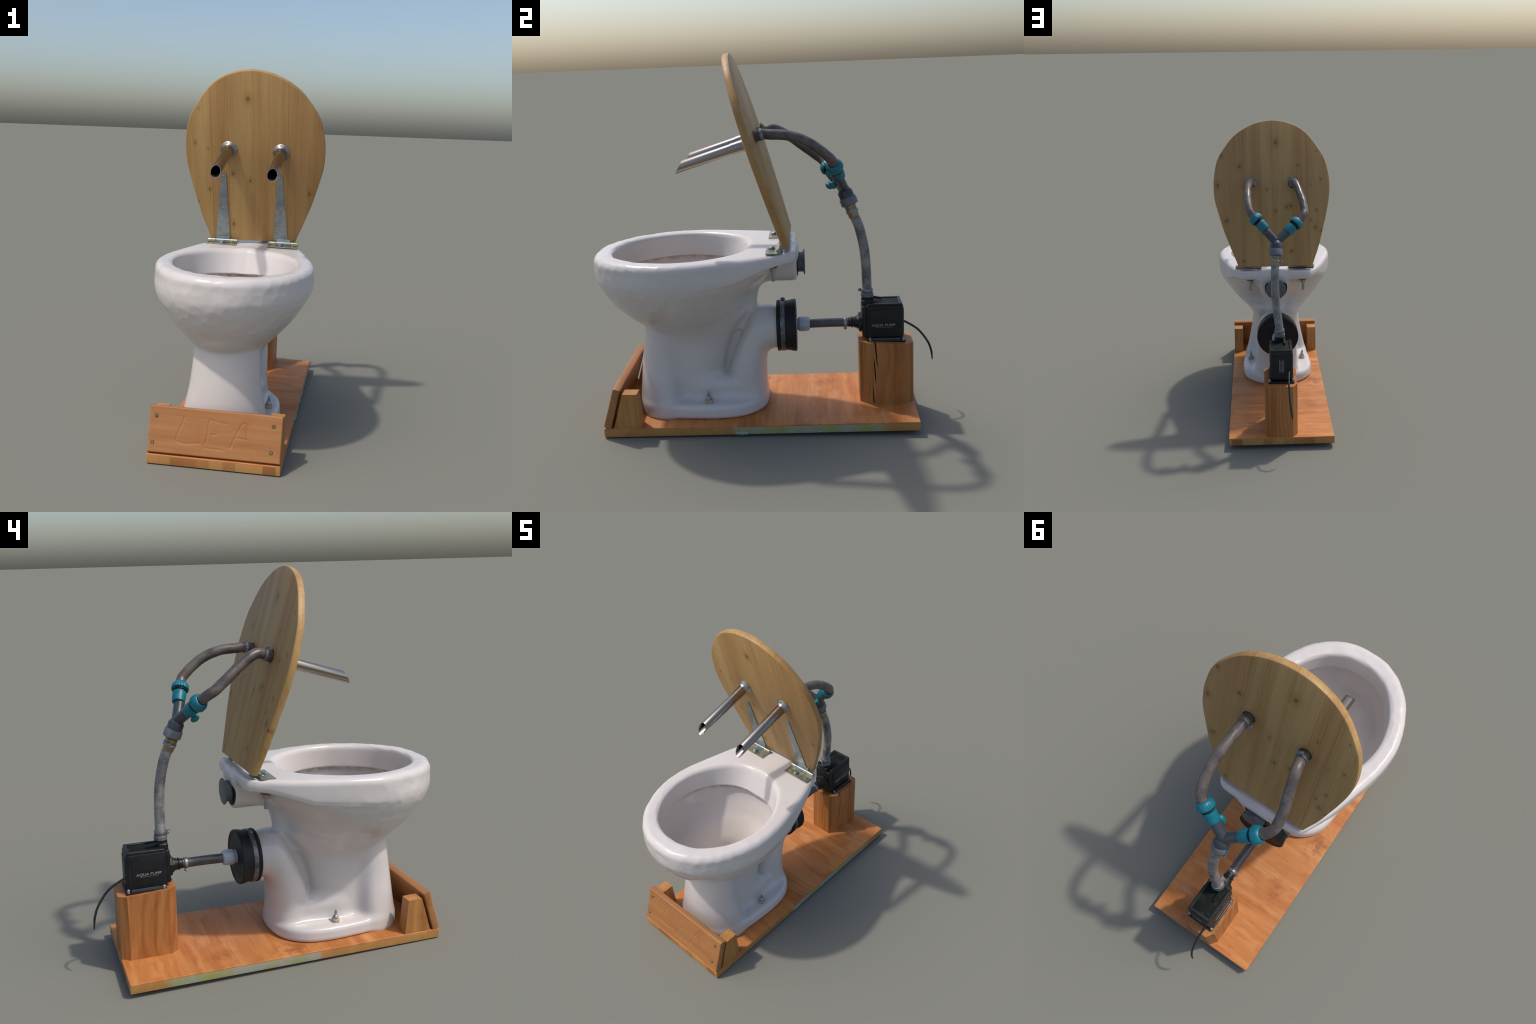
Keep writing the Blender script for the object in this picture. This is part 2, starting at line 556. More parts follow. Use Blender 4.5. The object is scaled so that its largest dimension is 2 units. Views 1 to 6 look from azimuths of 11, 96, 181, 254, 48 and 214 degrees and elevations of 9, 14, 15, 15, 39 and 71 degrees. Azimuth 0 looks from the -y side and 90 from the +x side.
RIM_OUTER = [(0.0, -0.884), (0.06, -0.881), (0.13, -0.866), (0.230, -0.811), (0.319, -0.717), (0.384, -0.587),
             (0.417, -0.45), (0.408, -0.286), (0.368, -0.12), (0.325, 0.03), (0.286, 0.125), (0.258, 0.186),
             (0.220, 0.221), (0.12, 0.227), (0.0, 0.228)]
RIM_INNER = [(0.0, -0.780), (0.06, -0.777), (0.13, -0.754), (0.20, -0.707), (0.275, -0.606), (0.313, -0.50),
             (0.324, -0.40), (0.308, -0.29), (0.260, -0.185), (0.19, -0.095), (0.10, -0.045), (0.0, -0.035)]
RIM_LIP = [(0.0, -0.772), (0.06, -0.769), (0.13, -0.745), (0.20, -0.698), (0.270, -0.600), (0.315, -0.50),
           (0.326, -0.41), (0.304, -0.30), (0.250, -0.21), (0.18, -0.15), (0.10, -0.118), (0.0, -0.110)]
FOOT = [(0.0, -0.692), (0.06, -0.690), (0.13, -0.676), (0.195, -0.632), (0.232, -0.55), (0.250, -0.46), (0.260, -0.35),
        (0.263, -0.22), (0.244, -0.11), (0.192, -0.028), (0.11, 0.022), (0.0, 0.036)]
TOP_Z = 0.968


def build_bowl():
    h = 0.0058
    xs = np.arange(-0.46, 0.46 + h, h)
    ys = np.arange(-0.94, 0.27 + h, h)
    zs = np.arange(0.02, 1.0 + h, h)
    X2, Y2 = np.meshgrid(xs, ys, indexing='ij')
    rim2 = outline_sdf(X2 - 0.007, Y2, RIM_OUTER)[:, :, None]
    inner2 = outline_sdf(X2 - 0.007, Y2, RIM_INNER)[:, :, None]
    lip2 = outline_sdf(X2 - 0.007, Y2, RIM_LIP)[:, :, None]
    foot2 = outline_sdf(X2 + 0.004, Y2, FOOT)[:, :, None]
    def at(zz, vv):
        """smooth profile over height through the given values"""
        c = spline(list(zip(zz, vv)), 240)
        return np.interp(zs, c[:, 0], c[:, 1])[None, None, :]

    X0 = X2[:, :, None]
    Y = Y2[:, :, None]
    # the bowl stands a little to one side of its foot and is turned a trifle
    X = X0 - at([0.04, 0.50, 0.62, 0.80], [-0.003, -0.002, 0.003, 0.008]) - 0.02 * (Y + 0.45)
    Z = zs[None, None, :]
    # rim: a thick rounded band, thinner toward the hinge deck
    zlow = np.interp(ys, [-0.9, -0.45, -0.1, 0.06, 0.12, 0.18, 0.25], [0.805, 0.815, 0.838, 0.893, 0.908, 0.914, 0.914])[None, :, None]
    ztop = TOP_Z + np.interp(ys, [-0.9, 0.2], [-0.003, 0.003])[None, :, None] - 0.013 * X0
    rr = np.interp(ys, [-0.9, -0.6, -0.1, 0.1], [0.042, 0.036, 0.032, 0.026])[None, :, None]
    rim = slab(rim2 + 0.04 * np.maximum(0.90 - Z, 0), Z, zlow, ztop, rr)
    # squarer lower edge of the band
    soft = 0.016 * np.clip((-0.30 - Y) / 0.35, 0, 1)
    band = slab(rim2 + 0.003 + soft + 0.06 * np.maximum(0.90 - Z, 0), Z, zlow, zlow + 0.06, 0.010)
    rim = np.minimum(rim, band)
    # bowl body under the rim
    zz = [0.38, 0.45, 0.51, 0.55, 0.60, 0.645, 0.695, 0.75, 0.805, 0.86]
    body = egg(X, Y, at(zz, [0.100, 0.150, 0.180, 0.212, 0.256, 0.297, 0.335, 0.369, 0.400, 0.410]),
               at(zz, [-0.49, -0.55, -0.608, -0.664, -0.730, -0.775, -0.815, -0.850, -0.875, -0.880]),
               at(zz, [-0.25, -0.20, -0.165, -0.13, -0.092, -0.068, -0.055, -0.01, 0.06, 0.13]), -0.42,
               np.where(Y < -0.42, 2.05, 2.15))
    body = smax(body, np.maximum(0.39 - Z, Z - 0.90), 0.04)
    f = smin(rim, body, 0.016)
    # housing of the flush inlet
    housing = np.sqrt(X ** 2 + (Z - 0.857) ** 2) - 0.098
    housing = smax(housing, np.maximum(-0.10 - Y, Y - 0.224), 0.02)
    # fill between the deck, the housing and the back of the bowl
    fill = egg(X, Y, at([0.50, 0.62, 0.70, 0.78, 0.84, 0.90], [0.075, 0.072, 0.105, 0.18, 0.25, 0.29]), -0.60 + 0 * Z,
               at([0.60, 0.68, 0.75, 0.82, 0.88], [-0.01, 0.0, 0.025, 0.065, 0.13]), -0.25, 2.4)
    fill = np.maximum(fill, np.maximum(0.50 - Z, Z - 0.92))
    f = smin(f, fill, 0.03)
    f = smin(f, housing, 0.05)
    # pedestal: rounded front column, narrower side walls, foot flange
    zc = [0.04, 0.114, 0.20, 0.33, 0.45, 0.51, 0.58]
    front = egg(X, Y, at(zc, [0.238, 0.235, 0.217, 0.191, 0.177, 0.171, 0.168]),
                at(zc, [-0.696, -0.701, -0.692, -0.676, -0.658, -0.646, -0.63]),
                at(zc, [-0.42] * 7), -0.530, 2.15)
    front = np.maximum(front, np.maximum(0.043 - Z, Z - 0.60))
    wall = egg(X, Y, at([0.04, 0.12, 0.3, 0.45, 0.56], [0.166, 0.156, 0.151, 0.158, 0.19]),
               -0.62 + 0 * Z, at([0.04, 0.2, 0.25, 0.3, 0.47, 0.6], [-0.12, -0.178, -0.194, -0.196, -0.146, -0.06]), -0.42, 3.0)
    wall = np.maximum(wall, np.maximum(0.043 - Z, Z - 0.62))
    foot = slab(foot2 + 0.10 * np.maximum(Z - 0.06, 0), Z, 0.043, 0.122, 0.024)
    core = np.maximum(np.abs(X) - 0.050, np.maximum(np.abs(Y + 0.26) - 0.24, np.abs(Z - 0.33) - 0.28))
    ped = smin(smin(front, wall, 0.035), foot, 0.035)
    ped = smin(ped, core, 0.02)
    low = slab(smax(np.abs(X) - 0.152, np.abs(Y + 0.20) - 0.16, 0.05), Z, 0.04, 0.245, 0.06)
    ped = smin(ped, low, 0.05)
    f = smin(f, ped, 0.025)
    # trap limb rising from the foot and bending into the outlet
    zl = [0.04, 0.12, 0.20, 0.30, 0.38, 0.46, 0.54, 0.60]
    lf = at(zl, [-0.15, -0.17, -0.195, -0.178, -0.145, -0.112, -0.075, -0.05])
    lb = at(zl, [0.036, 0.034, 0.030, 0.034, 0.046, 0.06, 0.07, 0.05])
    limb = egg(X, Y, at(zl, [0.168, 0.162, 0.154, 0.150, 0.145, 0.134, 0.105, 0.06]), lf, lb, (lf + lb) / 2, 2.15)
    limb = smax(limb, np.maximum(0.043 - Z, Z - 0.60), 0.03)
    outlet = np.sqrt(X ** 2 + (Z - 0.487) ** 2) - 0.121
    outlet = np.maximum(smax(outlet, -0.03 - Y, 0.06), Y - 0.15)
    trap = smin(limb, outlet, 0.05)
    f = smin(f, trap, 0.010)
    # opening and inside of the bowl
    t = np.clip((Z - 0.83) / (TOP_Z - 0.83), 0, 1)
    throat = lip2 * (1 - t) + inner2 * t
    throat = np.maximum(throat, 0.828 - Z)
    zi = [0.24, 0.36, 0.44, 0.50, 0.54, 0.585, 0.63, 0.68, 0.74, 0.80, 0.845]
    XC = X - at([0.24, 0.55, 0.70], [0.012, 0.010, 0.0])
    cav = egg(XC, Y, at(zi, [0.085, 0.096, 0.110, 0.132, 0.160, 0.202, 0.248, 0.294, 0.330, 0.350, 0.352]),
              at(zi, [-0.39, -0.41, -0.45, -0.53, -0.590, -0.650, -0.708, -0.765, -0.800, -0.812, -0.812]),
              at(zi, [-0.225, -0.22, -0.21, -0.185, -0.165, -0.14, -0.115, -0.098, -0.08, -0.07, -0.07]),
              at(zi, [-0.31, -0.31, -0.32, -0.33, -0.34, -0.36, -0.38, -0.40, -0.41, -0.42, -0.42]), np.where(Y < -0.40, 2.05, 2.0))
    cav = smax(cav, np.maximum(0.25 - Z, Z - 0.836), 0.012)
    cav = np.maximum(cav, f + 0.016)            # never thinner than the clay
    f = smax(f, -throat, 0.026)
    f = np.maximum(f, -cav)
    f = f.astype(np.float64)
    V, Q = surface_nets(f, xs, ys, zs)
    me = bpy.data.meshes.new("toilet_bowl")
    me.from_pydata(V.tolist(), [], Q.tolist())
    bm = bmesh.new()
    bm.from_mesh(me)
    for _ in range(2):
        bmesh.ops.smooth_vert(bm, verts=bm.verts, factor=0.5, use_axis_x=True, use_axis_y=True, use_axis_z=True)
    bmesh.ops.recalc_face_normals(bm, faces=bm.faces)
    facet(bm)
    bm.to_mesh(me)
    bm.free()
    shade(me, 180)
    return me


def facet(bm):
    """the front of the bowl is slightly planed: patches a few centimetres wide"""
    bm.verts.ensure_lookup_table()
    bm.normal_update()
    P = np.array([v.co[:] for v in bm.verts])
    N = np.array([v.normal[:] for v in bm.verts])
    outside = np.hypot(P[:, 0] / 0.34, (P[:, 1] + 0.42) / 0.37) > 1.0
    pick = np.where((P[:, 2] > 0.5) & (P[:, 1] < -0.05) & outside)[0]
    seeds = P[rng.choice(pick, 330, replace=False)]
    for a in range(0, len(pick), 4000):
        ii = pick[a:a + 4000]
        d2 = ((P[ii][:, None, :] - seeds[None]) ** 2).sum(2)
        near = np.sort(d2, axis=1)[:, 0]
        k = np.clip((-0.05 - P[ii, 1]) / 0.5, 0, 1) * np.clip((P[ii, 2] - 0.5) / 0.1, 0, 1)
        P[ii] += N[ii] * (np.minimum(near, 0.0016) * 1.25 * k)[:, None]
    for v, p in zip(bm.verts, P):
        v.co = p


def surface_nets(f, xs, ys, zs):
    """naive surface nets: one vertex per cell that the surface crosses"""
    s = f < 0
    nx, ny, nz = f.shape
    c = np.zeros((nx - 1, ny - 1, nz - 1), int)
    for dx in (0, 1):
        for dy in (0, 1):
            for dz in (0, 1):
                c += s[dx:nx - 1 + dx, dy:ny - 1 + dy, dz:nz - 1 + dz]
    act = (c > 0) & (c < 8)
    idx = -np.ones(c.shape, int)
    cells = np.argwhere(act)
    idx[act] = np.arange(len(cells))
    acc = np.zeros((len(cells), 3))
    cnt = np.zeros(len(cells))
    i, j, k = cells.T
    corners = [(a, b, d) for a in (0, 1) for b in (0, 1) for d in (0, 1)]
    for p in corners:
        for ax in range(3):
            if p[ax] == 1:
                continue
            q = list(p)
            q[ax] = 1
            va = f[i + p[0], j + p[1], k + p[2]]
            vb = f[i + q[0], j + q[1], k + q[2]]
            m = (va < 0) != (vb < 0)
            t = np.where(m, va / np.where(m, va - vb, 1), 0)
            pos = np.repeat(np.array(p, float)[None], len(cells), 0)
            pos[:, ax] += t
            acc[m] += pos[m]
            cnt[m] += 1
    loc = cells + acc / cnt[:, None]
    V = np.stack([xs[0] + loc[:, 0] * (xs[1] - xs[0]), ys[0] + loc[:, 1] * (ys[1] - ys[0]),
                  zs[0] + loc[:, 2] * (zs[1] - zs[0])], axis=1)
    quads = []
    for ax in range(3):
        a = [slice(1, -1)] * 3
        b = [slice(1, -1)] * 3
        a[ax] = slice(0, -1)
        b[ax] = slice(1, None)
        cr = np.argwhere(s[tuple(a)] != s[tuple(b)])
        off = np.array([1, 1, 1])
        off[ax] = 0
        e = cr + off
        u, v = [d for d in range(3) if d != ax]
        def cell(du, dv):
            g = e.copy()
            g[:, u] += du
            g[:, v] += dv
            return idx[g[:, 0], g[:, 1], g[:, 2]]
        quads.append(np.stack([cell(-1, -1), cell(0, -1), cell(0, 0), cell(-1, 0)], axis=1))
    Q = np.vstack(quads)
    Q = Q[(Q >= 0).all(1)]
    return V, Q


bowl = link("toilet_bowl", build_bowl(), MAT_PORCELAIN)

# --------------------------------------------------------------------------
#  base board, footrest panel with carved letters, blocks, post
# --------------------------------------------------------------------------
BW, BL, BT = 0.339, 0.851, 0.043
link("base_board", box("base_board", (0, 0, BT / 2 - 0.0012), (2 * BW, 2 * BL, BT + 0.0076), 0.005, 3), MAT_BOARD)

# dried paint on the lower edge of the board
bm = bmesh.new()
for (y, l, d) in ((-0.10, 0.030, 0.013), (-0.075, 0.012, 0.010), (-0.125, 0.010, 0.010), (0.16, 0.016, 0.008), (0.32, 0.02, 0.006)):
    r = bmesh.ops.create_icosphere(bm, subdivisions=2, radius=1.0)
    for v in r["verts"]:
        v.co = Vector((BW - 0.004 + v.co.x * 0.008, y + v.co.y * l, 0.002 + v.co.z * d))
drips = link("paint_drip", bm_to_mesh(bm, "paint_drip", 60), MAT_PAINT_DRIP)
drips["kind"] = "stuff"


def seg_dist(U, V, a, b):
    ax, ay = a
    bx, by = b
    ex, ey = bx - ax, by - ay
    t = np.clip(((U - ax) * ex + (V - ay) * ey) / (ex * ex + ey * ey), 0, 1)
    return np.hypot(U - ax - t * ex, V - ay - t * ey)


# strokes of the hand-carved letters on the panel face (x, height on the face)
LETTERS = [[(-0.203, 0.188), (-0.157, 0.186)], [(-0.158, 0.186), (-0.166, 0.150), (-0.190, 0.098), (-0.193, 0.066)],
           [(-0.193, 0.064), (-0.150, 0.056), (-0.077, 0.064)],
           [(-0.030, 0.184), (-0.033, 0.120), (-0.038, 0.082), (-0.050, 0.046)], [(-0.050, 0.044), (0.046, 0.042)],
           [(-0.026, 0.180), (0.056, 0.172)], [(-0.014, 0.112), (0.010, 0.114)],
           [(0.084, 0.054), (0.112, 0.130), (0.142, 0.184), (0.160, 0.176), (0.165, 0.120), (0.200, 0.054)],
           [(0.110, 0.108), (0.160, 0.104)]]


def panel_mesh():
    """inclined board; its face is a fine grid so that the letters can be cut into it"""
    y0, z0, y1, z1 = -0.851, 0.056, -0.782, 0.277
    H = math.hypot(y1 - y0, z1 - z0)
    T = 0.041
    hw = 0.3375
    up = np.array([0, (y1 - y0) / H, (z1 - z0) / H])
    n_in = np.array([0, up[2], -up[1]])
    nu, nv = 290, 100
    u = np.linspace(-hw, hw, nu)
    v = np.linspace(0, H, nv)
    U, V = np.meshgrid(u, v, indexing='ij')
    depth = np.zeros_like(U)
    for poly in LETTERS:
        for a, b in zip(poly[:-1], poly[1:]):
            d = seg_dist(U, V, a, b)
            depth = np.maximum(depth, (0.0004 if poly is LETTERS[0] else 0.0015) * np.clip(1 - (d / 0.0070) ** 2, 0, 1))
    depth += 0.0012 * np.sin(U * 9 + 1) * np.sin(V * 17 + 2)
    edge = np.minimum(np.minimum(U + hw, hw - U), np.minimum(V, H - V))
    rnd = 0.007
    e = np.clip(1 - edge / rnd, 0, 1)
    depth += rnd * (1 - np.sqrt(np.maximum(1 - e * e, 0)))
    P = (np.array([0, y0, z0])[None, None] + U[..., None] * np.array([1, 0, 0])
         + V[..., None] * up + depth[..., None] * n_in)
    bm = bmesh.new()
    g = [[bm.verts.new(P[i, j]) for j in range(nv)] for i in range(nu)]
    for i in range(nu - 1):
        for j in range(nv - 1):
            bm.faces.new((g[i][j], g[i + 1][j], g[i + 1][j + 1], g[i][j + 1]))
    ring = [g[i][0] for i in range(nu)] + [g[nu - 1][j] for j in range(1, nv)] + \
           [g[i][nv - 1] for i in range(nu - 2, -1, -1)] + [g[0][j] for j in range(nv - 2, 0, -1)]
    def shifted(dist, inset):
        out = []
        for w in ring:
            p = np.array(w.co)
            uu = p[0]
            vv = (p - np.array([0, y0, z0])) @ up
            uu = np.clip(uu, -hw + inset, hw - inset)
            vv = np.clip(vv, inset, H - inset)
            out.append(bm.verts.new(np.array([0, y0, z0]) + uu * np.array([1, 0, 0]) + vv * up + dist * n_in))
        return out
    prev = ring
    for dist, inset in ((T - 0.005, 0.0), (T - 0.0015, 0.0015), (T, 0.005)):
        cur = shifted(dist, inset)
        for i in range(len(ring)):
            j = (i + 1) % len(ring)
            bm.faces.new((prev[i], prev[j], cur[j], cur[i]))
        prev = cur
    bm.faces.new(prev)
    return bm_to_mesh(bm, "footrest_panel", 40), up, n_in, np.array([0, y0, z0])


pm, PUP, PIN, PORG = panel_mesh()
panel = link("footrest_panel", pm, MAT_PANEL)


def screw_mesh(name, r=0.008):
    """countersunk screw head with a small socket"""
    bm = bmesh.new()
    lathe_into(bm, [(r * 0.25, -0.006), (r, -0.004), (r, 0.0006), (r * 0.8, 0.0018), (r * 0.42, 0.0018), (r * 0.36, -0.001), (0.0002, -0.0012)], seg=20)
    return bm_to_mesh(bm, name, 30)


screw_me = screw_mesh("panel_screw", 0.0068)
screw_me.materials.append(MAT_SCREW)
ring_me = lathe("screw_recess", [(0.0092, -0.001), (0.0092, 0.0008), (0.0070, 0.0010), (0.0068, -0.001)], seg=24)
ring_me.materials.append(MAT_CRACK)
for (x, v) in ((-0.303, 0.182), (-0.312, 0.050), (0.292, 0.180), (0.288, 0.052)):
    p = PORG + np.array([x, 0, 0]) + v * PUP - 0.0006 * PIN
    ob = link("panel_screw", screw_me, None, panel)
    ob.matrix_local = axis_matrix(p, -PIN)
    rg = link("screw_recess", ring_me, None, panel)
    rg.matrix_local = axis_matrix(p, -PIN)

for sx in (1, -1):
    pts = [(-0.796, 0.0435), (-0.642, 0.0435), (-0.655, 0.240), (-0.735, 0.242)]
    bm = bmesh.new()
    xa, xb = (0.266, 0.334) if sx > 0 else (-0.335, -0.266)
    A = [bm.verts.new((xa, y, z)) for y, z in pts]
    B = [bm.verts.new((xb, y, z)) for y, z in pts]
    bm.faces.new(A); bm.faces.new(B[::-1])
    for i in range(4):
        j = (i + 1) % 4
        bm.faces.new((A[i], B[i], B[j], A[j]))
    bevel_all(bm, 0.004, 2)
    link("support_block", bm_to_mesh(bm, "support_block"), MAT_BLOCK)

# post with chamfered corners and a drying crack on one face
PX0, PX1, PY0, PY1, CH = -0.104, 0.104, 0.552, 0.848, 0.042
post_pts = [(PX0 + CH * 0.8, PY0), (PX1 - CH * 0.8, PY0), (PX1, PY0 + CH), (PX1, PY1 - CH * 0.8), (PX1 - CH * 0.7, PY1),
            (PX0 + CH * 0.7, PY1), (PX0, PY1 - CH), (PX0, PY0 + CH)]
post_top = lambda x, y: 0.408 - 0.05 * (y - PY0)
post_me = prism("pump_post", post_pts, 0.0436, 0.4, 0.003, 2, top=post_top)
post = link("pump_post", post_me, MAT_POST)


def wedge_cutter(profile, depth):
    """tapering vertical crack on the +x face: (y centre, z, half width)"""
    bm = bmesh.new()
    L, R, D = [], [], []
    for (y, z, w) in profile:
        L.append(bm.verts.new((PX1 + 0.01, y - w, z)))
        R.append(bm.verts.new((PX1 + 0.01, y + w, z)))
        D.append(bm.verts.new((PX1 - depth, y, z)))
    n = len(profile)
    for i in range(n - 1):
        bm.faces.new((L[i], R[i], R[i + 1], L[i + 1]))
        bm.faces.new((R[i], D[i], D[i + 1], R[i + 1]))
        bm.faces.new((D[i], L[i], L[i + 1], D[i + 1]))
    bm.faces.new((L[0], D[0], R[0])); bm.faces.new((L[-1], R[-1], D[-1]))
    me = bm_to_mesh(bm, "crack_cutter")
    return link("crack_cutter", me, MAT_CRACK)


for prof in ([(0.636, 0.42, 0.006), (0.640, 0.36, 0.0045), (0.645, 0.29, 0.0030), (0.648, 0.26, 0.0006)],
             [(0.628, 0.32, 0.0006), (0.632, 0.27, 0.0040), (0.636, 0.20, 0.0036), (0.638, 0.165, 0.0008)],
             [(0.620, 0.16, 0.0006), (0.623, 0.11, 0.0034), (0.627, 0.035, 0.0050)]):
    cut = wedge_cutter(prof, 0.045)
    md = post.modifiers.new("crack", 'BOOLEAN')
    md.operation = 'DIFFERENCE'
    md.object = cut
    md.solver = 'EXACT'
    bpy.context.view_layer.update()
    dg = bpy.context.evaluated_depsgraph_get()
    new = bpy.data.meshes.new_from_object(post.evaluated_get(dg))
    post.modifiers.clear()
    post.data = new
    bpy.data.objects.remove(cut)
shade(post.data, 30)

# --------------------------------------------------------------------------
#  lid with hinges and spouts
# --------------------------------------------------------------------------
LEAN = math.radians(15.6)
LID_T = 0.040
lid_loc = (0.0, 0.177, 0.997)
LID_R = [(0.264, 0.0), (0.282, 0.05), (0.303, 0.10), (0.330, 0.17), (0.360, 0.25), (0.390, 0.35), (0.419, 0.46), (0.427, 0.55),
         (0.422, 0.64), (0.395, 0.755), (0.322, 0.868), (0.258, 0.932), (0.170, 0.985), (0.085, 1.012), (0.013, 1.020)]
LID_L = [(0.013, 1.020), (-0.062, 1.011), (-0.145, 0.982), (-0.215, 0.935), (-0.280, 0.860), (-0.346, 0.75), (-0.374, 0.64), (-0.380, 0.55),
         (-0.372, 0.46), (-0.350, 0.35), (-0.325, 0.25), (-0.305, 0.17), (-0.283, 0.10), (-0.265, 0.05), (-0.248, 0.0)]


def lid_mesh():
    pts = np.vstack([spline(LID_R, 60), spline(LID_L, 60)[1:]])
    bm = bmesh.new()
    c = np.array([0.015, 0.5])
    rings = []
    R = 0.010
    prof = [(-LID_T / 2, R), (-LID_T / 2 + R * 0.3, R * 0.3), (-LID_T / 2 + R, 0.0), (LID_T / 2 - R, 0.0),
            (LID_T / 2 - R * 0.3, R * 0.3), (LID_T / 2, R)]
    nrm = []
    n = len(pts)
    for i in range(n):
        t = pts[(i + 1) % n] - pts[i - 1]
        v = np.array([t[1], -t[0]])
        nrm.append(v / np.linalg.norm(v))
    # corners at the straight foot of the lid point outward and down
    nrm[0] = np.array([0.75, -0.66]); nrm[-1] = np.array([-0.75, -0.66])
    for (d, inset) in prof:
        rings.append([bm.verts.new((pts[i][0] - nrm[i][0] * inset, d, pts[i][1] - nrm[i][1] * inset)) for i in range(n)])
    for a, b in zip(rings[:-1], rings[1:]):
        for i in range(n):
            j = (i + 1) % n
            bm.faces.new((a[i], a[j], b[j], b[i]))
    bm.faces.new(rings[0][::-1]); bm.faces.new(rings[-1])
    return bm_to_mesh(bm, "lid", 30)


lid = link("lid", lid_mesh(), MAT_LID, root, lid_loc, (LEAN, 0, 0))
FRONT = -LID_T / 2            # the lid's front face in its own frame


def in_lid(x, d, t):
    """point given on the lid (x, out of the back face, height) in the frame of the whole"""
    return np.array([lid_loc[0] + x, lid_loc[1] + d * math.cos(LEAN) - t * math.sin(LEAN),
                     lid_loc[2] + d * math.sin(LEAN) + t * math.cos(LEAN)])


def spout_mesh():
    """polished pipe, hollow, cut aslant at the end; axis along -y of the lid frame"""
    bm = bmesh.new()
    seg = 40
    L = 0.378
    r, ri = 0.0280, 0.0255
    prof = [(0.0298, 0.0), (0.0298, 0.086), (0.0295, 0.090), (r, 0.0905), (r, L), (r - 0.0008, L + 0.0012), (ri, L), (ri, 0.10)]
    rings = []
    for k, (rad, hgt) in enumerate(prof):
        ring = []
        for i in range(seg):
            a = 2 * math.pi * i / seg
            x, z = rad * math.cos(a), rad * math.sin(a)
            y = -hgt
            if hgt > 0.2:
                y -= -z * 1.0          # the lower side reaches further
            ring.append(bm.verts.new((x, y, z)))
        rings.append(ring)
    for a, b in zip(rings[:-1], rings[1:]):
        for i in range(seg):
            j = (i + 1) % seg
            bm.faces.new((a[i], a[j], b[j], b[i]))
    bm.faces.new(rings[0][::-1]); bm.faces.new(rings[-1])
    return bm_to_mesh(bm, "spout", 40)


spout_me = spout_mesh()
spout_me.materials.append(MAT_CHROME)
flange_me = lathe("spout_flange", [(0.0495, 0.0), (0.0495, 0.003), (0.048, 0.0045), (0.036, 0.016), (0.0335, 0.021), (0.0312, 0.028), (0.0299, 0.028), (0.0299, 0.0)],
                  axis=(0, -1, 0), seg=40, angle=40)
flange_me.materials.append(plain("brushed_steel", (0.33, 0.32, 0.31), 0.34, 0.95, 0.15, 60))
fscrew_me = screw_mesh("flange_screw", 0.0062)
fscrew_me.materials.append(MAT_SCREW)
SPOUTS = ((-0.1225, 0.566, 0.25), (0.1800, 0.560, 0.05))
for (x, t, a0) in SPOUTS:
    sp = link("spout", spout_me, None, lid, (x, FRONT, t), (math.radians(0.4), 0, 0))
    fl = link("spout_flange", flange_me, None, lid, (x, FRONT - 0.0002, t))
    for k in range(3):
        a = a0 + math.pi / 2 + k * 2 * math.pi / 3
        ob = link("flange_screw", fscrew_me, None, lid)
        ob.matrix_local = axis_matrix((x + 0.0415 * math.cos(a), FRONT - 0.0113, t + 0.0415 * math.sin(a)),
                                      (math.cos(a) * 0.45, -1, math.sin(a) * 0.45))

